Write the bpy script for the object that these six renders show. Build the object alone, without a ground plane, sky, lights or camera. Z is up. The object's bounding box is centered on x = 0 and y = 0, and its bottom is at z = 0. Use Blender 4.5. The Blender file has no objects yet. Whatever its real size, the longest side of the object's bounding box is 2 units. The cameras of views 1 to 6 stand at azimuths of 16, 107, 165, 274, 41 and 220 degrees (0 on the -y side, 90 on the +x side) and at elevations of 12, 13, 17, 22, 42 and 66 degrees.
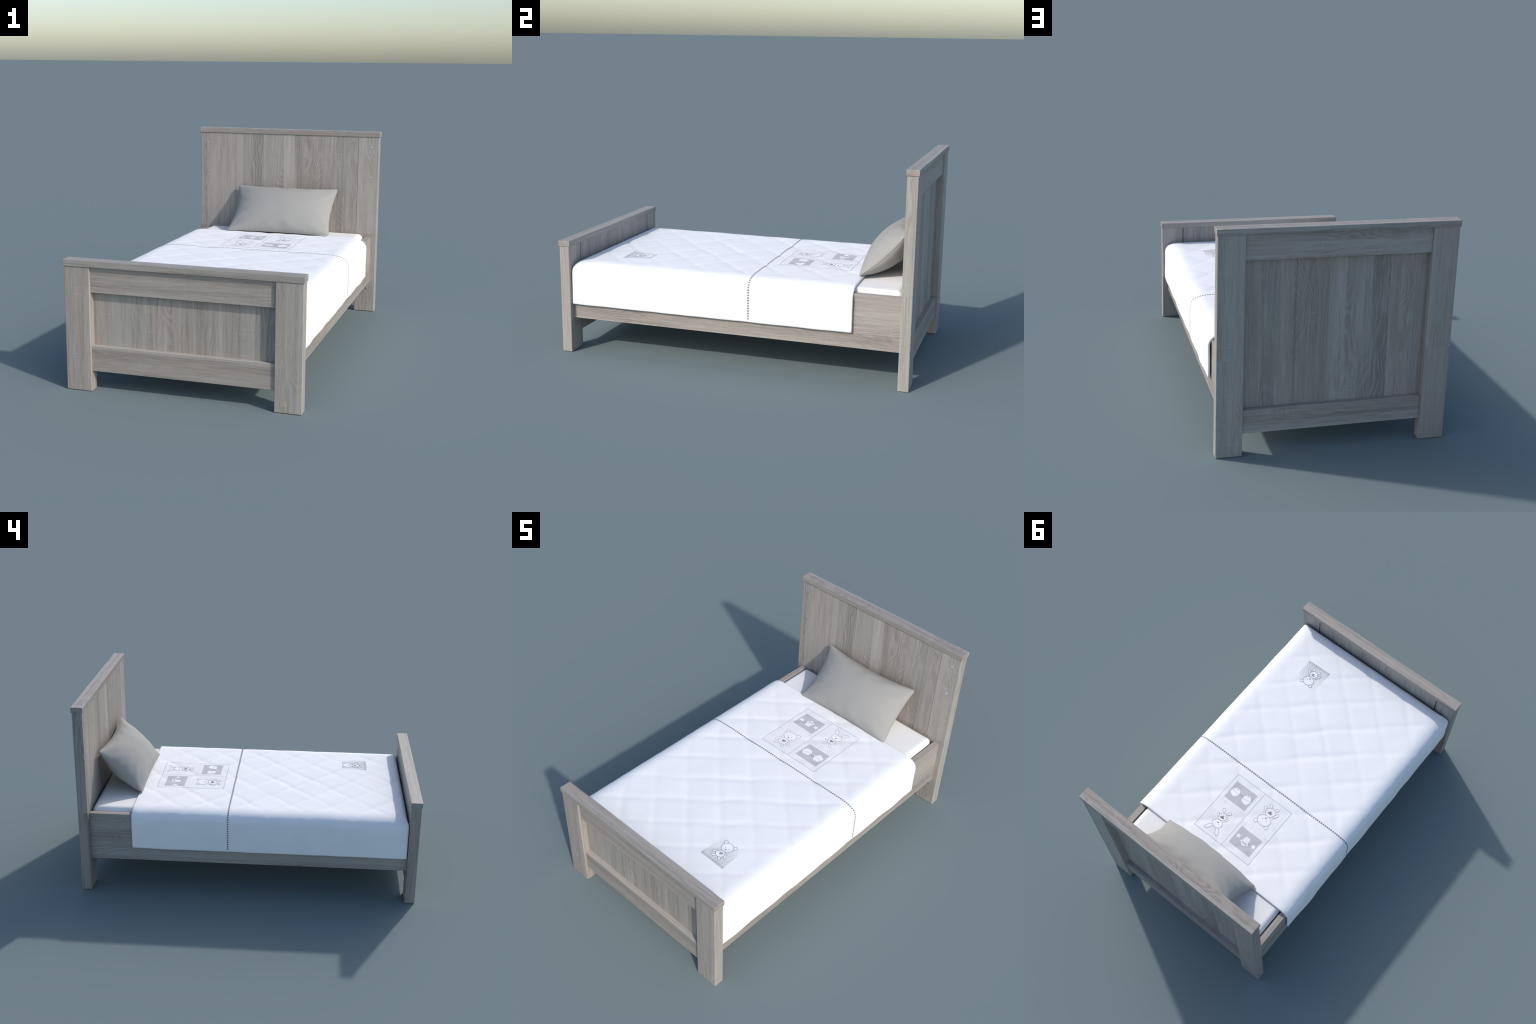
"""Child's grey-oak bed with a white quilt, mattress and a taupe pillow."""
import bpy, bmesh, math, random
from mathutils import Vector, noise

random.seed(11)

# ------------------------------------------------------------------ helpers
def link(obj, parent=None):
    bpy.context.scene.collection.objects.link(obj)
    if parent is not None:
        obj.parent = parent
    return obj


def empty(name, label, category):
    e = bpy.data.objects.new(name, None)
    link(e)
    e["label"], e["category"] = label, category
    return e


def mesh_object(name, verts, faces, mat, parent=None, smooth=False, origin=(0, 0, 0), sharp=30):
    me = bpy.data.meshes.new(name)
    o = Vector(origin)
    me.from_pydata([tuple(Vector(v) - o) for v in verts], [], faces)
    me.validate()
    me.update()
    bm = bmesh.new()
    bm.from_mesh(me)
    bmesh.ops.recalc_face_normals(bm, faces=bm.faces)
    bm.to_mesh(me)
    bm.free()
    me.polygons.foreach_set("use_smooth", [smooth] * len(me.polygons))
    me.materials.append(mat)
    if smooth and sharp:
        me.set_sharp_from_angle(angle=math.radians(sharp))
    ob = bpy.data.objects.new(name, me)
    ob.location = o
    return link(ob, parent)


def board(name, lo, hi, mat, parent=None, bevel=0.003, segments=3, only=None):
    """A squared board between two corners with rounded arrises."""
    lo, hi = Vector(lo), Vector(hi)
    c = (lo + hi) / 2
    size = hi - lo
    bm = bmesh.new()
    bmesh.ops.create_cube(bm, size=1.0)
    bmesh.ops.scale(bm, vec=size, verts=bm.verts)
    if bevel > 0:
        edges = [e for e in bm.edges if only is None or abs((e.verts[0].co - e.verts[1].co)[only]) > 1e-6]
        bmesh.ops.bevel(bm, geom=edges, offset=bevel, segments=segments,
                        profile=0.5, affect='EDGES', clamp_overlap=True)
    for f in bm.faces:
        f.smooth = True
    me = bpy.data.meshes.new(name)
    bm.to_mesh(me)
    bm.free()
    me.materials.append(mat)
    me.set_sharp_from_angle(angle=math.radians(40))
    ob = bpy.data.objects.new(name, me)
    ob.location = c
    link(ob, parent)
    # keep flat faces flat under smooth shading
    wn = ob.modifiers.new("weighted", 'WEIGHTED_NORMAL')
    wn.keep_sharp = True
    return ob


# ---------------------------------------------------------------- materials
class Nodes:
    def __init__(self, name):
        self.m = bpy.data.materials.new(name)
        self.m.use_nodes = True
        self.t = self.m.node_tree
        self.b = self.t.nodes["Principled BSDF"]

    def n(self, kind, **kw):
        nd = self.t.nodes.new(kind)
        for k, v in kw.items():
            setattr(nd, k, v)
        return nd

    def put(self, sock, val):
        if isinstance(val, bpy.types.NodeSocket):
            self.t.links.new(val, sock)
        else:
            sock.default_value = val

    def math(self, op, a, b=0.0, c=0.0, clamp=False):
        nd = self.n('ShaderNodeMath', operation=op, use_clamp=clamp)
        for i, v in enumerate((a, b, c)):
            self.put(nd.inputs[i], v)
        return nd.outputs[0]

    def vec(self, op, a, b):
        nd = self.n('ShaderNodeVectorMath', operation=op)
        self.put(nd.inputs[0], a)
        self.put(nd.inputs[1], b)
        return nd.outputs[0]

    def noise(self, v, scale=1.0, detail=2.0, rough=0.5, dist=0.0):
        nd = self.n('ShaderNodeTexNoise')
        self.put(nd.inputs['Vector'], v)
        nd.inputs['Scale'].default_value = scale
        nd.inputs['Detail'].default_value = detail
        nd.inputs['Roughness'].default_value = rough
        nd.inputs['Distortion'].default_value = dist
        return nd.outputs['Fac']

    def range(self, v, a, b, c=0.0, d=1.0, smooth=True):
        nd = self.n('ShaderNodeMapRange', interpolation_type='SMOOTHSTEP' if smooth else 'LINEAR')
        for i, x in enumerate((v, a, b, c, d)):
            self.put(nd.inputs[i], x)
        return nd.outputs[0]

    def mix(self, fac, a, b, mode='MIX'):
        nd = self.n('ShaderNodeMix', data_type='RGBA', blend_type=mode)
        self.put(nd.inputs[0], fac)
        self.put(nd.inputs[6], a if isinstance(a, bpy.types.NodeSocket) else (*a, 1))
        self.put(nd.inputs[7], b if isinstance(b, bpy.types.NodeSocket) else (*b, 1))
        return nd.outputs[2]

    def bump(self, h, strength, distance):
        nd = self.n('ShaderNodeBump')
        nd.inputs['Strength'].default_value = strength
        nd.inputs['Distance'].default_value = distance
        self.put(nd.inputs['Height'], h)
        self.t.links.new(nd.outputs[0], self.b.inputs['Normal'])

    def color(self, c):
        self.put(self.b.inputs['Base Color'], c if isinstance(c, bpy.types.NodeSocket) else (*c, 1))


WOOD_DARK = (0.232, 0.203, 0.180)
WOOD_MID = (0.366, 0.326, 0.292)
WOOD_PALE = (0.465, 0.436, 0.402)


def wood(name, axis):
    """Greyed oak laminate; grain runs along the given axis (0 x, 1 y, 2 z)."""
    k = Nodes(name)
    tc = k.n('ShaderNodeTexCoord')
    info = k.n('ShaderNodeObjectInfo')
    loc = k.vec('MULTIPLY', info.outputs['Location'], (3.7, 5.3, 2.9))
    p = k.vec('ADD', tc.outputs['Object'], loc)
    sep = k.n('ShaderNodeSeparateXYZ')
    k.put(sep.inputs[0], p)
    ax = [sep.outputs[i] for i in range(3)]
    along = ax[axis]
    ca, cb = [ax[i] for i in range(3) if i != axis]
    cross = k.math('ADD', ca, k.math('MULTIPLY', cb, 1.13))

    def coords(sc, sa):
        """vector whose first two parts run across the grain, third along it"""
        cx = k.n('ShaderNodeCombineXYZ')
        k.put(cx.inputs[0], k.math('MULTIPLY', ca, sc))
        k.put(cx.inputs[1], k.math('MULTIPLY', cb, sc))
        k.put(cx.inputs[2], k.math('MULTIPLY', along, sa))
        return cx.outputs[0]

    # staves: irregular strips glued side by side, each with its own tone
    wob = k.noise(coords(2.0, 0.6), 1.0, 1.0)
    vor = k.n('ShaderNodeTexVoronoi', voronoi_dimensions='1D')
    k.put(vor.inputs['W'], k.math('ADD', cross, k.math('MULTIPLY', wob, 0.03)))
    vor.inputs['Scale'].default_value = 11.0
    vor.inputs['Randomness'].default_value = 1.0
    sepc = k.n('ShaderNodeSeparateColor')
    k.put(sepc.inputs[0], vor.outputs['Color'])
    tone, shift, grey = sepc.outputs

    vor2 = k.n('ShaderNodeTexVoronoi', voronoi_dimensions='1D')
    k.put(vor2.inputs['W'], k.math('ADD', cross, k.math('MULTIPLY', wob, 0.05)))
    vor2.inputs['Scale'].default_value = 27.0
    sep2 = k.n('ShaderNodeSeparateColor')
    k.put(sep2.inputs[0], vor2.outputs['Color'])
    tone2 = sep2.outputs[0]

    # each stave looks at a different place of the grain field
    off = k.n('ShaderNodeCombineXYZ')
    k.put(off.inputs[0], k.math('MULTIPLY', shift, 9.0))
    k.put(off.inputs[1], k.math('MULTIPLY', tone, 7.0))
    k.put(off.inputs[2], k.math('MULTIPLY', grey, 11.0))
    bend = k.noise(k.vec('ADD', coords(6.0, 2.2), off.outputs[0]), 1.0, 2.0, 0.5)
    # cathedral figure: rings of a slowly bending field
    rings = k.math('ADD', k.math('MULTIPLY', cross, 38.0), k.math('MULTIPLY', bend, 15.0))
    fig = k.math('SINE', k.math('MULTIPLY', rings, 6.283))
    fig = k.range(fig, -0.9, 1.0)
    fig_mask = k.range(k.noise(k.vec('ADD', coords(7.0, 1.4), off.outputs[0]), 1.0, 1.0), 0.46, 0.66)
    broad = k.noise(k.vec('ADD', coords(26.0, 1.1), off.outputs[0]), 1.0, 3.0, 0.55, 0.4)
    fibre = k.noise(coords(380.0, 11.0), 1.0, 3.0, 0.65)
    streak = k.noise(coords(120.0, 3.5), 1.0, 3.0, 0.6, 0.3)
    pore = k.range(k.noise(coords(650.0, 34.0), 1.0, 1.0), 0.60, 0.74)
    # saw marks: pale fine lines straight across the grain, in patches
    saw = k.range(k.noise(coords(5.0, 260.0), 1.0, 1.0), 0.54, 0.70)
    patch = k.range(k.noise(k.vec('ADD', coords(11.0, 6.0), off.outputs[0]), 1.0, 1.0), 0.57, 0.68)
    saw = k.math('MULTIPLY', saw, patch)

    v = k.math('ADD', k.math('ADD', k.math('MULTIPLY', tone, 0.27), k.math('MULTIPLY', tone2, 0.16)), k.math('ADD', k.math('MULTIPLY', broad, 0.66), -0.07))
    v = k.math('ADD', v, k.math('MULTIPLY', k.math('SUBTRACT', streak, 0.5), 0.72))
    v = k.math('ADD', v, k.math('MULTIPLY', k.math('SUBTRACT', fibre, 0.5), 0.85))
    figd = k.math('MULTIPLY', k.math('MULTIPLY', fig, fig_mask), 0.20)
    v = k.math('SUBTRACT', v, figd)
    v = k.math('SUBTRACT', v, k.math('MULTIPLY', pore, 0.14))
    v = k.math('ADD', v, k.math('MULTIPLY', saw, 0.22))
    ramp = k.n('ShaderNodeValToRGB')
    k.put(ramp.inputs[0], v)
    e = ramp.color_ramp.elements
    e[0].position, e[0].color = 0.02, (*WOOD_DARK, 1)
    e[1].position, e[1].color = 0.92, (*WOOD_PALE, 1)
    m = e.new(0.46)
    m.color = (*WOOD_MID, 1)
    # some staves lean to a cool greenish grey, others to a warm taupe
    cool = k.range(grey, 0.55, 0.8, 0.0, 0.55)
    c = k.mix(cool, ramp.outputs[0], (0.97, 1.05, 1.06), 'MULTIPLY')
    k.color(c)
    k.b.inputs['Roughness'].default_value = 0.48
    k.b.inputs['Specular IOR Level'].default_value = 0.3
    k.bump(v, 0.12, 0.002)
    return k.m


QUILT_WHITE = (0.925, 0.927, 0.938)


def quilt_cloth():
    k = Nodes("quilt_cotton")
    tc = k.n('ShaderNodeTexCoord')
    w = k.noise(tc.outputs['Object'], 7.0, 3.0)
    c = k.mix(k.range(w, 0.3, 0.7), QUILT_WHITE, tuple(x * 0.975 for x in QUILT_WHITE))
    k.color(c)
    k.b.inputs['Roughness'].default_value = 0.9
    k.b.inputs['Specular IOR Level'].default_value = 0.1
    k.bump(k.noise(tc.outputs['Object'], 900.0, 2.0), 0.05, 0.001)
    return k.m


def hatched_cloth(name, ink, fade_from, fade_to, strength, base_strength, edge=None):
    """White cloth printed with fine pencil strokes along y, fading from one y to another."""
    k = Nodes(name)
    tc = k.n('ShaderNodeTexCoord')
    mp = k.n('ShaderNodeMapping')
    mp.inputs['Scale'].default_value = (520.0, 6.0, 1.0)
    k.put(mp.inputs[0], tc.outputs['Object'])
    fine = k.range(k.noise(mp.outputs[0], 1.0, 2.0, 0.6), 0.42, 0.66)
    mp2 = k.n('ShaderNodeMapping')
    mp2.inputs['Scale'].default_value = (60.0, 14.0, 1.0)
    k.put(mp2.inputs[0], tc.outputs['Object'])
    soft = k.range(k.noise(mp2.outputs[0], 1.0, 2.0), 0.35, 0.7)
    sep = k.n('ShaderNodeSeparateXYZ')
    k.put(sep.inputs[0], tc.outputs['Object'])
    jitter = k.math('MULTIPLY', k.math('SUBTRACT', fine, 0.5), 0.05)
    fade = k.range(k.math('ADD', sep.outputs[1], jitter), fade_from, fade_to, 1.0, 0.0, False)
    s = k.math('ADD', k.math('MULTIPLY', fine, strength), base_strength)
    s = k.math('MULTIPLY', s, k.math('ADD', k.math('MULTIPLY', soft, 0.35), 0.62))
    s = k.math('MULTIPLY', s, fade)
    if edge is not None:
        ex = k.range(k.math('ABSOLUTE', sep.outputs[0]), edge - 0.012, edge, 1.0, 0.0)
        s = k.math('MULTIPLY', s, ex)
        dark = k.range(k.math('SUBTRACT', sep.outputs[1], fade_from), 0.003, 0.020, 0.30, 0.0)
        s = k.math('ADD', s, k.math('MULTIPLY', dark, ex))
        soft_end = k.range(k.math('SUBTRACT', sep.outputs[1], fade_from), -0.007, 0.002, 0.0, 1.0)
        s = k.math('MULTIPLY', s, soft_end)
        s = k.math('MULTIPLY', s, k.range(k.math('ADD', sep.outputs[1], jitter), 0.03, 0.10, 1.0, 0.0))
    k.color(k.mix(k.math('MINIMUM', s, 1.0), QUILT_WHITE, ink))
    k.b.inputs['Roughness'].default_value = 0.9
    k.b.inputs['Specular IOR Level'].default_value = 0.1
    return k.m


def plain(name, col, rough=0.9, metal=0.0, spec=0.1, var=0.06, scale=60.0):
    k = Nodes(name)
    tc = k.n('ShaderNodeTexCoord')
    w = k.noise(tc.outputs['Object'], scale, 3.0)
    c = k.mix(k.range(w, 0.3, 0.7), tuple(x * (1 + var) for x in col), tuple(x * (1 - var) for x in col))
    k.color(c)
    k.b.inputs['Roughness'].default_value = rough
    k.b.inputs['Metallic'].default_value = metal
    k.b.inputs['Specular IOR Level'].default_value = spec
    return k.m


WOOD_X, WOOD_Y, WOOD_Z = wood("oak_grain_along_width", 0), wood("oak_grain_along_length", 1), wood("oak_grain_upright", 2)
STEEL = plain("screw_steel", (0.78, 0.80, 0.83), 0.35, 1.0, 0.5)
DARK = plain("socket_shadow_steel", (0.12, 0.12, 0.13), 0.5, 1.0, 0.5)
CLOTH = quilt_cloth()
SHEET = plain("mattress_cotton", (0.88, 0.872, 0.865), var=0.02, scale=9.0)
LINEN = plain("pillow_linen", (0.355, 0.347, 0.328), 0.85, 0.0, 0.15, 0.02, 500.0)
LINEN_EDGE = plain("pillow_piping", (0.33, 0.322, 0.304), 0.85, 0.0, 0.15, 0.02, 500.0)
INK = plain("grey_thread", (0.37, 0.37, 0.375), var=0.05, scale=300)
INK_PALE = plain("pale_grey_thread", (0.33, 0.335, 0.345), var=0.15, scale=220)
INK_DARK = plain("dark_grey_thread", (0.31, 0.31, 0.315), var=0.05, scale=300)
PATCH = plain("grey_patch_cloth", (0.565, 0.57, 0.58), var=0.04, scale=90)
WHITE_PRINT = plain("white_print", QUILT_WHITE, var=0.01)
BIG_HATCH = hatched_cloth("hatched_print", (0.45, 0.46, 0.48), 2.0, 3.0, 0.22, 0.05)
SMALL_HATCH = hatched_cloth("faded_hatched_print", (0.40, 0.41, 0.43), -0.066, 0.165, 0.60, 0.42, 0.087)

# ---------------------------------------------------------------- dimensions
POST_OUT, POST_IN = 0.5905, 0.4585         # |x| of a leg's outer and inner faces
CAP_X = 0.5945
POST_D0, POST_D1 = 0.937, 0.9955         # |y| of a leg's faces
CAP_D0, CAP_D1 = 0.932, 1.0
RAIL_D = 0.9835                          # |y| of the crossbars' outer face
PANEL_D = 0.955                          # |y| of the panel's outer face
SEAM_Z = 0.503
HEAD_TOP, FOOT_TOP = 1.1505, 0.6462
CAP_H = 0.0315

bed = empty("wooden_bed", "greyed oak single bed frame with tall panelled headboard", "bed")


def screw(parent, x, y, z, facing):
    """Steel cross-dowel head with a hex socket, axis along y."""
    R, ri, h = 0.0064, 0.0020, 0.0014
    n = 24
    prof = [(R, 0.0), (R, -h * 0.6), (R * 0.86, -h), (ri, -h), (ri, 0.0)]
    vs, fs = [], []
    for r, d in prof:
        for i in range(n):
            a = 2 * math.pi * i / n
            vs.append((r * math.cos(a), d * facing, r * math.sin(a)))
    for j in range(len(prof) - 1):
        for i in range(n):
            fs.append((j * n + i, j * n + (i + 1) % n, (j + 1) * n + (i + 1) % n, (j + 1) * n + i))
    fs.append(tuple(range((len(prof) - 1) * n, len(prof) * n)))
    ob = mesh_object("screw", vs, fs, STEEL, parent, smooth=False)
    ob.location = (x, y, z)
    ob.data.materials.append(DARK)
    ob.data.polygons[len(fs) - 1].material_index = 1
    return ob


def end_board(name, s, top, rail_top_z, rail_low_z, groove):
    """Headboard (s=+1) or footboard (s=-1): panel, legs, crossbars, cap and screws."""
    def span(a, b):
        return (s * a, s * b) if s > 0 else (s * b, s * a)
    under = top - CAP_H
    y0, y1 = span(POST_D0 + 0.0003, PANEL_D)
    edge = POST_IN - groove
    panel = board(name, (-edge, y0, rail_low_z[0] + 0.002), (edge, y1, under - 0.0008), WOOD_Z, bed, 0.0005, 1)
    panel_loc = panel.location.copy()

    def child(ob):
        ob.parent = panel
        ob.location = ob.location - panel_loc
        return ob
    if groove > 0.001:   # dark tongue behind the gap between panel and leg
        ty0, ty1 = span(POST_D0 + 0.012, PANEL_D - 0.001)
        for sx in (-1, 1):
            xs = sorted((sx * (edge - 0.004), sx * (POST_IN + 0.002)))
            child(board("panel_tongue", (xs[0], ty0, rail_low_z[0] + 0.004), (xs[1], ty1, under - 0.002), WOOD_Z, None, 0))
    y0, y1 = span(POST_D0, POST_D1)
    for sx in (-1, 1):
        xs = sorted((sx * POST_IN, sx * POST_OUT))
        if s > 0:
            child(board("leg", (xs[0], y0, 0), (xs[1], y1, SEAM_Z - 0.0002), WOOD_Z, None, 0.004, 4, 2))
            child(board("upper_post", (xs[0], y0, SEAM_Z + 0.0002), (xs[1], y1, under - 0.0006), WOOD_Z, None, 0.004, 4, 2))
        else:
            child(board("leg", (xs[0], y0, 0), (xs[1], y1, under - 0.0006), WOOD_Z, None, 0.004, 4, 2))
    y0, y1 = span(PANEL_D - 0.001, RAIL_D)
    for z0, z1 in ((rail_top_z, under - 0.0004), rail_low_z):
        child(board("crossbar", (-POST_IN - 0.001, y0, z0), (POST_IN + 0.001, y1, z1), WOOD_X, None, 0.0025))
    y0, y1 = span(CAP_D0, CAP_D1)
    child(board("cap_rail", (-CAP_X, y0, under), (CAP_X, y1, top), WOOD_X, None, 0.0022))
    heights = (1.053, 0.8635, 0.148) if s > 0 else (0.149,)
    for z in heights:
        for sx in (-1, 1):
            child(screw(None, sx * 0.540, s * (POST_D0 - 0.0002), z, s))
    return panel


headboard = end_board("headboard", 1, HEAD_TOP, 0.991, (0.1125, 0.2375), 0.0003)
footboard = end_board("footboard", -1, FOOT_TOP, 0.489, (0.0985, 0.2255), 0.007)

# side rails between the end boards, with a ledger inside that carries the slats
for sx in (-1, 1):
    xs = sorted((sx * 0.520, sx * 0.556))
    rail = board("side_rail", (xs[0], -POST_D0 - 0.0005, 0.1945), (xs[1], POST_D0 + 0.0005, 0.488), WOOD_Y, bed, 0.002)
    xs = sorted((sx * 0.490, sx * 0.5205))
    led = board("ledger", (xs[0], -0.91, 0.225), (xs[1], 0.91, 0.255), WOOD_Y, None, 0.002)
    led.parent = rail
    led.location = led.location - rail.location
first = board("slat", (-0.505, -0.035, 0.2555), (0.505, 0.035, 0.270), WOOD_X, bed, 0.002)
for i in range(14):
    ob = first if i == 0 else link(first.copy(), bed)
    ob.location = (0, -0.84 + i * 1.68 / 13, 0.26275)

# ------------------------------------------------------------------ mattress
def rounded_box(name, lo, hi, r, seg, mat, wobble=0.0):
    """Soft block: a fine box pushed onto a rounded box, with slight unevenness."""
    lo, hi = Vector(lo), Vector(hi)
    bm = bmesh.new()
    n = [max(2, int((hi[i] - lo[i]) / seg)) for i in range(3)]
    cache = {}

    def vert(p):
        key = tuple(round(c, 5) for c in p)
        if key not in cache:
            q = Vector([min(max(p[i], lo[i] + r), hi[i] - r) for i in range(3)])
            d = p - q
            if d.length > 1e-9:
                d.normalize()
            w = wobble * noise.noise(p * 5.0)
            cache[key] = bm.verts.new(q + d * (r + w))
        return cache[key]

    def grid(axis, side):
        u, v = [i for i in range(3) if i != axis]

        def ticks(i):
            # finer steps inside the rounded border
            inner = [lo[i] + r + (hi[i] - lo[i] - 2 * r) * j / n[i] for j in range(n[i] + 1)]
            border = [r * (1 - math.tan(math.radians(45 * j / 5))) for j in range(5)]
            a = [lo[i] + r - r * math.tan(math.radians(45 * (5 - j) / 5)) for j in range(5)]
            b = [hi[i] - r + r * math.tan(math.radians(45 * (j + 1) / 5)) for j in range(5)]
            return a + inner + b
        tu, tv = ticks(u), ticks(v)
        for i in range(len(tu) - 1):
            for j in range(len(tv) - 1):
                qs = []
                for a, b in ((tu[i], tv[j]), (tu[i + 1], tv[j]), (tu[i + 1], tv[j + 1]), (tu[i], tv[j + 1])):
                    p = Vector((0, 0, 0))
                    p[axis] = hi[axis] if side else lo[axis]
                    p[u], p[v] = a, b
                    qs.append(vert(p))
                bm.faces.new(qs)
    for axis in range(3):
        for side in (0, 1):
            grid(axis, side)
    bmesh.ops.recalc_face_normals(bm, faces=bm.faces)
    me = bpy.data.meshes.new(name)
    bm.to_mesh(me)
    bm.free()
    me.polygons.foreach_set("use_smooth", [True] * len(me.polygons))
    me.materials.append(mat)
    return link(bpy.data.objects.new(name, me))


mattress = rounded_box("mattress", (-0.511, -0.912, 0.2705), (0.511, 0.930, 0.5075), 0.034, 0.02, SHEET, 0.002)
mattress["label"] = "white mattress with softly rounded edges"
mattress["category"] = "mattress"

# --------------------------------------------------------------------- quilt
QX, QY0, QY1, QZ, QHEM = 0.575, -0.9335, 0.678, 0.5225, 0.2855
SHOULDER_IN, SHOULDER_DOWN, SHOULDER_POW = 0.115, 0.070, 2.5    # soft roll from top to sides
QTHICK = 0.0125
CELL = 0.2545


def quilt_relief(a, b):
    """Outward puff of the padding at flattened cloth coordinates a (across), b (along)."""
    a += 0.011 * noise.noise(Vector((a * 5, b * 5, 3.1)))
    b += 0.011 * noise.noise(Vector((a * 5, b * 5, 8.7)))
    u = a + b + 0.13 - 0.02 * (a - b)
    v = a - b - 0.38 - 0.045 * (a + b)
    def dist(t):
        t = (t / CELL) % 1.0
        return min(t, 1 - t) * CELL
    # seams running along the sun are modelled deeper, so both sets shade alike
    pull = 1 + 0.8 * noise.noise(Vector((a * 5, b * 5, 6.6)))
    h = -0.0028 * pull * math.exp(-(dist(u) / 0.030) ** 2) - 0.0016 * pull * math.exp(-(dist(v) / 0.030) ** 2)
    h *= 1 - 0.75 * min(1.0, max(0.0, (abs(a) - 0.44) / 0.08))     # padding flattens over the shoulders
    h += 0.0012 * noise.noise(Vector((a * 7, b * 7, 0.4))) + 0.0002 * noise.noise(Vector((a * 31, b * 31, 5.0)))
    return h


def shoulder(t):
    """Rolled edge: t 0 at the start on top, 1 where the side hangs straight; gives inset and drop."""
    th = t * math.pi / 2
    c, n = math.cos(th), math.sin(th)
    return (SHOULDER_IN * (1 - n ** (2 / SHOULDER_POW)), SHOULDER_DOWN * (1 - c ** (2 / SHOULDER_POW)))


def hang(p, n):
    """Looser, slightly flared and rippled cloth towards the hem of the hanging sides."""
    if abs(n.x) < 0.5:
        return 0.0
    low = 1 - min(1.0, max(0.0, p.z - QHEM) / 0.2)
    return 0.0025 * low + 0.0050 * low * noise.noise(Vector((0.3 * p.x, p.y * 8.0, 1.7)))


def top_z(x, y):
    return QZ + quilt_relief(x, y)


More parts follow.
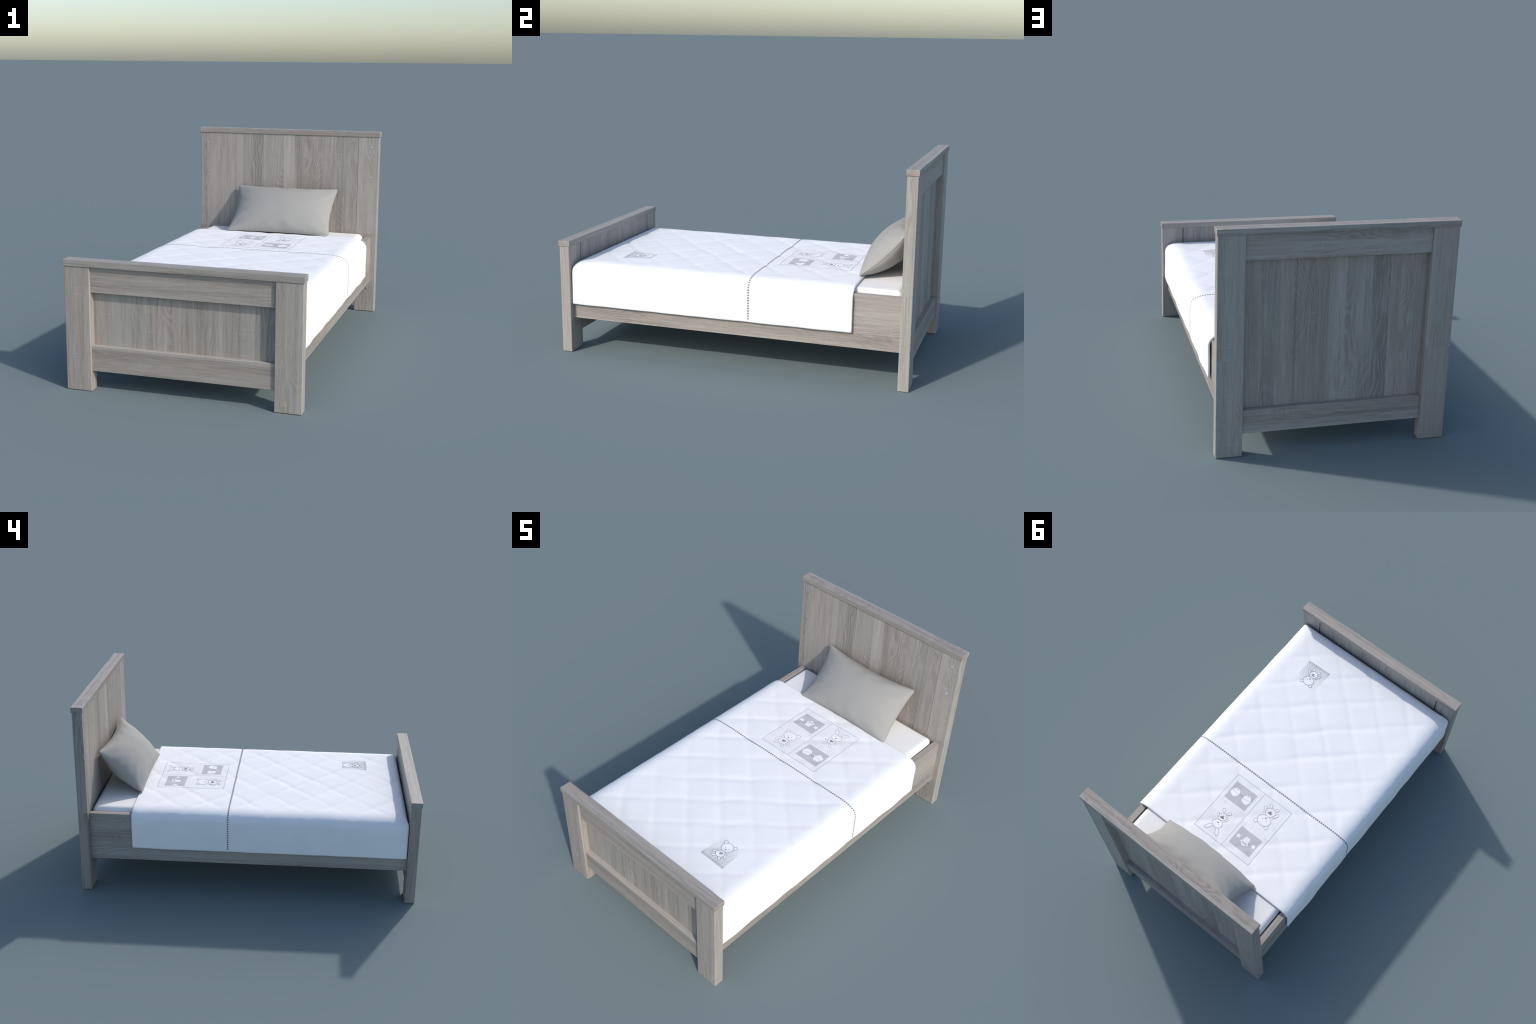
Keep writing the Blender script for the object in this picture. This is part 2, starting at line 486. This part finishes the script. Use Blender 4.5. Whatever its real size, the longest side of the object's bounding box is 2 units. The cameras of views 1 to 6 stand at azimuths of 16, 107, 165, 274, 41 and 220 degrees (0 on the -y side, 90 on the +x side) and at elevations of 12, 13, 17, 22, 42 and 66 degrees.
def build_quilt():
    bm = bmesh.new()
    cloth = {}
    cache = {}
    step = 0.0075
    R = SHOULDER_IN
    half = shoulder(0.5)[0]
    FOOT = 0.36                       # the foot end rolls over more tightly

    def top_inset(d):
        return d if d >= R else shoulder(0.5 * (1 - d / R))[0]

    def place(x, y, w, face):
        """x, y on the flat top outline; w in 0..1 runs down the roll, above 1 down the hanging part."""
        key = (round(x, 5), round(y, 5), round(w, 5))
        if key in cache:
            return cache[key]
        dx, dy = QX - abs(x), (y - QY0) / FOOT
        if w <= 0:
            m = min(dx, dy)
            drop = shoulder(0.5 * (1 - m / R))[1] if m < R else 0.0
            ix, iy = top_inset(dx), top_inset(dy)
        else:
            tt = min(1.0, 0.5 + 0.5 * w)
            ring, drop = shoulder(tt)
            if w > 1:
                drop = SHOULDER_DOWN + (w - 1)
            def other(d):
                return d if d >= R else ring + (top_inset(d) - half) / (R - half) * (R - ring)
            ix, iy = (ring, other(dy)) if face == 'x' else (other(dx), ring)
            if face == 'x' and dy < 1e-6 or face == 'y' and dx < 1e-6:
                ix = iy = ring
        iy *= FOOT
        rc = 0.010                    # small plan radius of the upright corners
        if ix < rc and iy < rc:
            v2 = Vector((rc - ix, rc - iy))
            k = max(v2.x, v2.y) / max(v2.length, 1e-9)
            ix, iy = rc - v2.x * k, rc - v2.y * k
        p = Vector((math.copysign(QX - ix, x), QY0 + iy, QZ - drop))
        a = p.x + math.copysign(drop, x) if face == 'x' and w > 0 else p.x
        b = p.y - drop if face == 'y' and w > 0 else p.y
        v = bm.verts.new(p)
        cloth[v] = (a, b)
        cache[key] = v
        return v

    def ticks(a, b):
        n = max(1, int(round((b - a) / step)))
        return [a + (b - a) * i / n for i in range(n + 1)]
    roll = [R * (i + 1) / 12 for i in range(12)]
    tx = [-(QX - R) - t for t in reversed(roll)] + ticks(-(QX - R), QX - R) + [QX - R + t for t in roll]
    ty = [QY0 + (R - t) * FOOT for t in reversed(roll)] + ticks(QY0 + R * FOOT, QY1)
    tw = [i / 12 for i in range(13)] + [1 + t for t in ticks(0, QZ - SHOULDER_DOWN - QHEM)][1:]

    def patch(us, vs, f):
        for i in range(len(us) - 1):
            for j in range(len(vs) - 1):
                q = [f(us[i], vs[j]), f(us[i + 1], vs[j]), f(us[i + 1], vs[j + 1]), f(us[i], vs[j + 1])]
                if len(set(q)) == 4:
                    bm.faces.new(q)
    patch(tx, ty, lambda x, y: place(x, y, 0, 't'))
    for s in (-1, 1):
        patch(ty, tw, lambda y, w, s=s: place(s * QX, y, w, 'x'))
    patch(tx, tw, lambda x, w: place(x, QY0, w, 'y'))
    bmesh.ops.recalc_face_normals(bm, faces=bm.faces)
    probe = max(bm.faces, key=lambda f: f.calc_center_median().z)
    if probe.normal.z < 0:
        bmesh.ops.reverse_faces(bm, faces=bm.faces)
    bm.normal_update()
    for v in bm.verts:
        a, b = cloth[v]
        n = v.normal
        h = quilt_relief(a, b)
        if n.y < -0.3:
            h *= 0.3
        v.co += n * (h + hang(v.co, n))
    bm.normal_update()
    # inner layer and rolled rim
    rim = [e for e in bm.edges if e.is_boundary]
    outer_faces = bm.faces[:]
    inner = {}
    outer_verts = bm.verts[:]
    for v in outer_verts:
        inner[v] = bm.verts.new(v.co - v.normal * QTHICK)
    for f in outer_faces:
        bm.faces.new([inner[v] for v in reversed(f.verts)])
    mids = {}
    for e in rim:
        for v in e.verts:
            if v not in mids:
                out = Vector((0, 0, 0))
                for f in v.link_faces:
                    if f in mids:
                        continue
                    c = f.calc_center_median()
                    out += v.co - c
                out -= v.normal * out.dot(v.normal)
                # straight out of the hem: along +y at the head end, down at the sides
                want = Vector((0, 1, 0)) if abs(v.co.y - QY1) < 1e-4 else Vector((0, 0, -1))
                if abs(v.co.y - QY1) < 1e-4 and v.co.z < QHEM + 0.001:
                    want = Vector((0, 1, -1)).normalized()
                c = v.co - v.normal * QTHICK / 2
                mids[v] = [bm.verts.new(c + (v.normal * math.cos(t) + want * math.sin(t)) * QTHICK / 2)
                           for t in (math.radians(36), math.radians(72), math.radians(108), math.radians(144))]
    for e in rim:
        a, b = e.verts
        ca = [a] + mids[a] + [inner[a]]
        cb = [b] + mids[b] + [inner[b]]
        for i in range(5):
            bm.faces.new([ca[i], cb[i], cb[i + 1], ca[i + 1]])
    bmesh.ops.recalc_face_normals(bm, faces=bm.faces)
    me = bpy.data.meshes.new("quilt")
    bm.to_mesh(me)
    bm.free()
    me.polygons.foreach_set("use_smooth", [True] * len(me.polygons))
    me.materials.append(CLOTH)
    return link(bpy.data.objects.new("quilt", me))


quilt = build_quilt()
quilt["label"] = "white padded quilt with diamond stitching and animal prints"
quilt["category"] = "quilt"


# prints: everything hugs the padded top of the quilt
def stroke_mesh(paths, width, lift, height=0.0):
    """Raised stitched lines through 2D paths; returns verts and faces."""
    vs, fs = [], []
    for pts, closed in paths:
        n = len(pts)
        ring = []
        for i in range(n):
            x, y = pts[i]
            if closed:
                ax, ay = pts[i - 1]
                bx, by = pts[(i + 1) % n]
            else:
                ax, ay = pts[max(i - 1, 0)]
                bx, by = pts[min(i + 1, n - 1)]
            t = Vector((bx - ax, by - ay))
            if t.length < 1e-9:
                t = Vector((1, 0))
            t.normalize()
            px, py = -t.y * width / 2, t.x * width / 2
            base = len(vs)
            vs.append((x + px, y + py, top_z(x + px, y + py) - 0.0004))
            vs.append((x + px * 0.75, y + py * 0.75, top_z(x, y) + lift + height * 0.7))
            vs.append((x, y, top_z(x, y) + lift + height))
            vs.append((x - px * 0.75, y - py * 0.75, top_z(x, y) + lift + height * 0.7))
            vs.append((x - px, y - py, top_z(x - px, y - py) - 0.0004))
            ring.append(base)
        m = n if closed else n - 1
        for i in range(m):
            a, b = ring[i], ring[(i + 1) % n]
            for q in range(4):
                fs.append((a + q, a + q + 1, b + q + 1, b + q))
            fs.append((a + 4, a, b, b + 4))
        if not closed:
            fs.append(tuple(ring[0] + q for q in range(5)))
            fs.append(tuple(ring[-1] + q for q in range(5)))
    return vs, fs


def fill_mesh(polys, lift):
    """Filled star-shaped outlines as thin applied patches, fanned around their centre."""
    vs, fs = [], []
    for pts in polys:
        lift += 0.00004              # overlapping pieces never share a plane
        n = len(pts)
        cx, cy = sum(p[0] for p in pts) / n, sum(p[1] for p in pts) / n
        rings = 4
        base = len(vs)
        vs.append((cx, cy, top_z(cx, cy) + lift))
        for r in range(1, rings + 1):
            for x, y in pts:
                qx, qy = cx + (x - cx) * r / rings, cy + (y - cy) * r / rings
                vs.append((qx, qy, top_z(qx, qy) + lift))
        for x, y in pts:
            vs.append((x, y, top_z(x, y) - 0.0008))
        for i in range(n):
            j = (i + 1) % n
            fs.append((base, base + 1 + i, base + 1 + j))
            for r in range(rings):
                a = base + 1 + r * n
                fs.append((a + i, a + n + i, a + n + j, a + j))
        fs.append(tuple(base + 1 + rings * n + i for i in reversed(range(n))))
    return vs, fs


def patch_mesh(x0, x1, y0, y1, lift, n=26):
    vs, fs = [], []
    for j in range(n + 1):
        for i in range(n + 1):
            x, y = x0 + (x1 - x0) * i / n, y0 + (y1 - y0) * j / n
            vs.append((x, y, top_z(x, y) + lift))
    w = n + 1
    for j in range(n):
        for i in range(n):
            fs.append((j * w + i, j * w + i + 1, (j + 1) * w + i + 1, (j + 1) * w + i))
    loop = [i for i in range(w)] + [j * w + n for j in range(1, w)] + [n * w + i for i in range(n - 1, -1, -1)] + [j * w for j in range(n - 1, 0, -1)]
    skirt = len(vs)
    for q in loop:
        x, y, z = vs[q]
        vs.append((x, y, z - lift - 0.0008))
    m = len(loop)
    for i in range(m):
        fs.append((loop[i], loop[(i + 1) % m], skirt + (i + 1) % m, skirt + i))
    return vs, fs


def ellipse(cx, cy, a, b, rot=0.0, n=40, start=0.0, stop=360.0):
    out = []
    c, s = math.cos(math.radians(rot)), math.sin(math.radians(rot))
    full = abs(stop - start) >= 359.9
    m = n if full else n - 1
    for i in range(n):
        t = math.radians(start + (stop - start) * i / m)
        x, y = a * math.cos(t), b * math.sin(t)
        out.append((cx + x * c - y * s, cy + x * s + y * c))
    return out


def heart(cx, cy, s):
    pts = []
    for i in range(30):
        t = 2 * math.pi * i / 30
        pts.append((cx + s * 16 * math.sin(t) ** 3 / 17,
                    cy + s * (13 * math.cos(t) - 5 * math.cos(2 * t) - 2 * math.cos(3 * t) - math.cos(4 * t)) / 17))
    return pts


def star(cx, cy, r):
    return [(cx + r * (1 if i % 2 == 0 else 0.5) * math.sin(math.pi * i / 5 + 0.2),
             cy + r * (1 if i % 2 == 0 else 0.5) * math.cos(math.pi * i / 5 + 0.2)) for i in range(10)]


def limb(x0, y0, x1, y1, w0, w1, n=14):
    """Open drop-shaped outline of an arm or foot from a root to a rounded tip."""
    d = Vector((x1 - x0, y1 - y0))
    L = d.length
    d.normalize()
    p = Vector((-d.y, d.x))
    out = [(x0 + p.x * w0, y0 + p.y * w0)]
    cx, cy = x0 + d.x * (L - w1), y0 + d.y * (L - w1)
    for i in range(n):
        t = math.pi * i / (n - 1)
        o = p * (w1 * math.cos(t)) + d * (w1 * math.sin(t))
        out.append((cx + o.x, cy + o.y))
    out.append((x0 - p.x * w0, y0 - p.y * w0))
    return out


def toy(kind, ox, oy, k, width, mat, roundness=0):
    """A plain line-drawn teddy or rabbit, head towards the pillow; sizes in millimetres times k."""
    M = 0.001 * k
    P = lambda pts: [(ox + x * M, oy + y * M) for x, y in pts]
    if kind == "bear":
        hy, ha, hb, by, ba, bb = 2, 43 - 2 * roundness, 34 + 3 * roundness, -60, 31, 29
    else:
        hy, ha, hb, by, ba, bb = 8, 33, 26, -43, 26, 24
    head = ellipse(0, hy, ha, hb, 0, 48)
    inside = lambda x, y: ((x) / ha) ** 2 + ((y - hy) / hb) ** 2 < 1
    body_all = ellipse(0, by, ba, bb, 0, 72, 90, 449)
    body = [p for p in body_all if not inside(*p)]
    paths, fills = [(P(head), True), (P(body), False)], [P(head), P(ellipse(0, by, ba, bb))]
    for s in (-1, 1):
        if kind == "bear":
            ear = [p for p in ellipse(s * 39, 31, 12, 13, -s * 40, 60, 20 if s > 0 else -160, 380 if s > 0 else 200) if not inside(*p)]
            arm = limb(s * 27, -38, s * 48, -78, 5, 8)
            foot = limb(s * 14, -86, s * 31, -104, 5, 9)
        else:
            ear = [p for p in ellipse(s * 31, 50, 25, 10.5, s * 54, 60, 180 if s > 0 else 0, 540 if s > 0 else 360) if not inside(*p)]
            arm = limb(s * 20, -20, s * 39, -52, 4, 7)
            foot = limb(s * 9, -66, s * 28, -92, 3, 9)
        def order(pts):
            # rotate a cut ring so the gap falls between its ends
            best = max(range(len(pts)), key=lambda i: (Vector(pts[i]) - Vector(pts[i - 1])).length)
            return pts[best:] + pts[:best]
        ear = order(ear)
        for part in (ear, arm, foot):
            paths.append((P(part), False))
            fills.append(P(part))
    vs, fs = fill_mesh(fills, 0.00045)
    base = mesh_object(kind + "_print", vs, fs, WHITE_PRINT, quilt, True)
    vs, fs = stroke_mesh(paths, width, 0.0012)
    ln = mesh_object(kind + "_outline", vs, fs, mat, base, True)
    hy2, sc = (-57, 13.5) if kind == "bear" else (-40, 13)
    if kind == "bear":
        face = [ellipse(14, -3, 2.2, 2.2, 0, 12), ellipse(-14, -3, 2.2, 2.2, 0, 12), ellipse(0, -16, 6, 4, 0, 16)]
    else:
        face = [ellipse(14, 9.5, 2, 2, 0, 12), ellipse(-14, 9.5, 2, 2, 0, 12), ellipse(0, 0, 6, 4, 0, 16)]
    vs, fs = fill_mesh([P(heart(0, hy2, sc))] + [P(f) for f in face], 0.0014)
    mesh_object("heart_and_face", vs, fs, INK_DARK, base, True)
    return base


# large square print: hatch, frame lines, two grey patches, teddy and rabbit
PX0, PX1, PY0, PY1, PMX = -0.2005, 0.2115, 0.179, 0.591, 0.003
vs, fs = patch_mesh(PX0, PX1, PY0, PY1, 0.00022, 54)
mesh_object("printed_panel", vs, fs, BIG_HATCH, quilt, True)


def line(x0, y0, x1, y1, n=60):
    out = []
    for i in range(n + 1):
        t = i / n
        x, y = x0 + (x1 - x0) * t, y0 + (y1 - y0) * t
        w = 0.0012 * noise.noise(Vector((x * 25, y * 25, 2.0)))
        out.append((x + w, y - w))
    return out


frame = [(line(PX0, PY0, PX1, PY0), False), (line(PX0, PY1, PX1, PY1), False), (line(PX0, PY0, PX0, PY1), False),
         (line(PX1, PY0, PX1, PY1), False), (line(PMX, PY0, PMX, PY1), False)]
vs, fs = stroke_mesh(frame, 0.0026, 0.0003)
mesh_object("print_frame", vs, fs, INK_PALE, quilt, True)
cross_lines = [(line(PX0, 0.405, PMX, 0.405), False), (line(PMX, 0.366, PX1, 0.366), False)]
vs, fs = stroke_mesh(cross_lines, 0.0010, 0.0003)
mesh_object("faint_rule", vs, fs, plain("faint_thread", (0.66, 0.67, 0.69)), quilt, True)

for x0, x1, y0, y1 in ((0.0305, 0.188, 0.2195, 0.3435), (-0.1735, -0.019, 0.4245, 0.5485)):
    vs, fs = patch_mesh(x0, x1, y0, y1, 0.0007, 40)
    mesh_object("grey_patch", vs, fs, PATCH, quilt, True)

toy("bear", -0.0978, 0.3141, 1.0, 0.0021, INK)
toy("rabbit", 0.1077, 0.4957, 1.0, 0.0021, INK)


def rattle(cx, cy, s, tilt):
    """Scalloped white disc crossed by a band, with a small eyelet."""
    pts = []
    for i in range(72):
        t = 2 * math.pi * i / 72
        r = 0.0275 * (1 + (0.16 * abs(math.sin(2.5 * t)) - 0.03 if math.sin(t) > 0 else 0.0))
        x, y = r * math.cos(t) * 1.0, r * math.sin(t) * 1.06
        c, sn = math.cos(tilt), math.sin(tilt)
        pts.append((cx + x * c - y * sn, cy + x * sn + y * c))
    vs, fs = fill_mesh([pts], 0.0011)
    ob = mesh_object("rattle_print", vs, fs, WHITE_PRINT, quilt, True)
    c, sn = math.cos(tilt), math.sin(tilt)
    a = [(cx + t * c, cy + t * sn + 0.002) for t in [(-0.031 + 0.062 * i / 12) for i in range(13)]]
    rim = pts[36:] + pts[:1]
    eye = ellipse(cx + 0.022 * sn * 0.8, cy - 0.021 * c, 0.0032, 0.0032, 0, 14)
    vs, fs = stroke_mesh([(a, False), (rim, False), (eye, True)], 0.0018, 0.0014)
    mesh_object("rattle_outline", vs, fs, INK, ob, True)


rattle(0.109 + 0.042, 0.281 - 0.003, 1, math.radians(-6))
rattle(0.109 - 0.043, 0.281 - 0.002, 1, math.radians(10))
vs, fs = fill_mesh([ellipse(0.107, 0.2755, 0.009, 0.003, -12, 18)], 0.0012)
mesh_object("rattle_bar", vs, fs, INK, quilt, True)

CX, CY = -0.0963, 0.487
cup = [(-14, -27), (14, -27), (19, 4), (23, 9), (21, 15), (12, 18), (8, 26), (0, 29), (-8, 26), (-12, 18), (-21, 15), (-23, 9), (-19, 4)]
cup = [(CX + x * 0.0012, CY + y * 0.0011) for x, y in cup]
vs, fs = fill_mesh([cup], 0.0011)
cupcake = mesh_object("cupcake_print", vs, fs, WHITE_PRINT, quilt, True)
cline = [(ellipse(CX, CY + 0.006, 0.016, 0.006, 0, 16, 10, 170), False),
         ([(CX + (x - CX), y) for x, y in (cup[-1], cup[0], cup[1], cup[2])], False),
         (line(CX - 0.019, CY + 0.004, CX + 0.019, CY + 0.004, 10), False)]
vs, fs = stroke_mesh(cline[:2], 0.0018, 0.0014)
mesh_object("cupcake_outline", vs, fs, INK, cupcake, True)
vs, fs = stroke_mesh([(ellipse(CX + 0.001, CY + 0.010, 0.016, 0.004, 0, 16, 10, 170), False)], 0.0030, 0.0014)
mesh_object("cupcake_band", vs, fs, INK, cupcake, True)
for sx, dy in ((0.055, -0.003), (-0.058, -0.003)):
    vs, fs = fill_mesh([star(CX + sx, CY + dy, 0.0165)], 0.0011)
    mesh_object("star_print", vs, fs, WHITE_PRINT, quilt, True)

# small faded print near the foot end
SX, SY = 0.2813, -0.648
vs, fs = patch_mesh(SX - 0.087, SX + 0.087, SY - 0.072, SY + 0.13, 0.0002, 56)
mesh_object("faded_patch", vs, fs, SMALL_HATCH, quilt, True, origin=(SX, SY, 0.0))
toy("bear", 0.2793, -0.5965, 0.86, 0.0034, INK, 1)

# dotted trim: a row of flat beads straight across the quilt and down both sides
def dotted_trim():
    pitch, r = 0.01445, 0.0055
    y0 = 0.1165
    vs, fs = [], []
    # walk the cross-section of the quilt from the middle to the hem
    prof = [Vector((QX - SHOULDER_IN, 0, QZ))]
    for i in range(1, 81):
        inset, dropped = shoulder(i / 80)
        prof.append(Vector((QX - inset, 0, QZ - dropped)))
    prof.append(Vector((QX, 0, QHEM)))
    prof.insert(0, Vector((0, 0, QZ)))
    run = [0.0]
    for i in range(1, len(prof)):
        run.append(run[-1] + (prof[i] - prof[i - 1]).length)
    count = int(run[-1] / pitch)
    for i in range(-count, count + 1):
        a = abs(i * pitch)
        sg = 1 if i >= 0 else -1
        k = max(q for q in range(len(run) - 1) if run[q] <= a + 1e-9)
        t = (prof[k + 1] - prof[k]).normalized()
        p = prof[k] + t * (a - run[k])
        n = Vector((-t.z * sg, 0, t.x))
        p = Vector((p.x * sg, y0, p.z))
        dropped = QZ - p.z
        h = quilt_relief(p.x + (sg * dropped if abs(n.x) > 0.7 else 0), y0) + hang(p, n)
        p = p + n * h
        ty = Vector((0, 1, 0))
        tx = ty.cross(n)
        base = len(vs)
        m = 14
        wob = 1 + 0.12 * (random.random() - 0.5)
        for rr, dz in ((1.0, -0.0008), (1.0, 0.0006), (0.6, 0.0012)):
            for j in range(m):
                t = 2 * math.pi * j / m
                vs.append(tuple(p + tx * (r * rr * wob * math.cos(t)) + ty * (r * rr * 1.05 * math.sin(t)) + n * dz))
        vs.append(tuple(p + n * 0.0014))
        for k in range(2):
            for j in range(m):
                fs.append((base + k * m + j, base + k * m + (j + 1) % m, base + (k + 1) * m + (j + 1) % m, base + (k + 1) * m + j))
        for j in range(m):
            fs.append((base + 2 * m + j, base + 2 * m + (j + 1) % m, base + 3 * m))
        fs.append(tuple(base + j for j in reversed(range(m))))
    ob = mesh_object("dotted_trim", vs, fs, INK_DARK, quilt, True)
    ob["kind"] = "stuff"


dotted_trim()

# -------------------------------------------------------------------- pillow
PIL_C = Vector((0.0115, 0.7895, 0.6565))
PIL_A, PIL_B = 0.329, 0.181       # half width, half height
PIL_TILT = math.radians(45.3)
E1 = Vector((1, 0, 0))
E2 = Vector((0, math.cos(PIL_TILT), math.sin(PIL_TILT)))
E3 = E1.cross(E2)                                 # faces up and to the foot


def pillow_outline(u, v):
    """Square parameters to the pillow's outline, whose sides draw in between the corners."""
    x = PIL_A * u * (1 - 0.068 * (1 - v * v) * u * u)
    y = PIL_B * v * (1 - (0.140 if v > 0 else 0.055) * (1 - u * u) * v * v)
    # blunt corners
    c = max(0.0, abs(u) + abs(v) - 1.90) / 0.10
    return x * (1 - 0.012 * c), y * (1 - 0.020 * c)


def pillow_sag(u, v):
    """The side seams bow back between the corners."""
    return -0.018 * u * u * (1 - v * v)


def pillow_height(u, v, side):
    e = (1 - abs(u) ** 2.3) * (1 - abs(v) ** 2.0)
    return (0.088 * max(e, 0.0) ** 0.54) if side > 0 else (0.102 * max(e, 0.0) ** 0.56)


def build_pillow():
    n = 72
    vs, fs = [], []
    # parameter values crowd towards the seam
    par = [math.sin(math.pi / 2 * (2 * i / n - 1)) for i in range(n + 1)]
    for side in (1, -1):
        for j in range(n + 1):
            for i in range(n + 1):
                u, v = par[i], par[j]
                x, y = pillow_outline(u, v)
                h = pillow_height(u, v, side)
                fold = 0.0025 * noise.noise(Vector((x * 9, y * 9, side * 3.0))) * min(1, h / 0.03)
                rad = max(abs(u), abs(v))
                crease = 0.0022 * math.sin(math.atan2(v, u) * 14 + side) * math.exp(-((rad - 0.82) / 0.12) ** 2) * min(1, h / 0.02)
                z = side * (h + fold + crease) + pillow_sag(u, v)
                if side < 0:
                    z = max(z, -0.104)
                p = PIL_C + E1 * x + E2 * y + E3 * z
                p.y = min(p.y, 0.9345)
                p.z = max(p.z, 0.5085)
                vs.append(tuple(p))
    w = n + 1
    off = w * w
    def idx(side, i, j):
        if i in (0, n) or j in (0, n):
            return j * w + i
        return (0 if side > 0 else off) + j * w + i
    for side in (1, -1):
        for j in range(n):
            for i in range(n):
                q = [idx(side, i, j), idx(side, i + 1, j), idx(side, i + 1, j + 1), idx(side, i, j + 1)]
                fs.append(tuple(q if side > 0 else reversed(q)))
    ob = mesh_object("pillow", vs, fs, LINEN, None, True, sharp=0)
    bm = bmesh.new()
    bm.from_mesh(ob.data)
    loose = [v for v in bm.verts if not v.link_faces]
    bmesh.ops.delete(bm, geom=loose, context='VERTS')
    bm.to_mesh(ob.data)
    bm.free()
    ob["label"] = "plain taupe rectangular pillow leaning on the headboard"
    ob["category"] = "pillow"
    # piped seam all round
    rim = []
    m = 60
    for k in range(4):
        for i in range(m):
            t = -1 + 2 * i / m
            u, v = [(t, -1), (1, t), (-t, 1), (-1, -t)][k]
            x, y = pillow_outline(u, v)
            rim.append(PIL_C + E1 * x + E2 * y + E3 * pillow_sag(u, v))
    vs, fs = [], []
    r, s = 0.0022, 8
    N = len(rim)
    for i in range(N):
        t = (rim[(i + 1) % N] - rim[i - 1]).normalized()
        side = t.cross(E3).normalized()
        for q in range(s):
            a = 2 * math.pi * q / s
            p = rim[i] + side * (r * math.cos(a)) + E3 * (r * math.sin(a))
            p.y = min(p.y, 0.9365)
            vs.append(tuple(p))
    for i in range(N):
        j = (i + 1) % N
        for q in range(s):
            fs.append((i * s + q, i * s + (q + 1) % s, j * s + (q + 1) % s, j * s + q))
    mesh_object("piping", vs, fs, LINEN_EDGE, ob, True, sharp=0)


build_pillow()
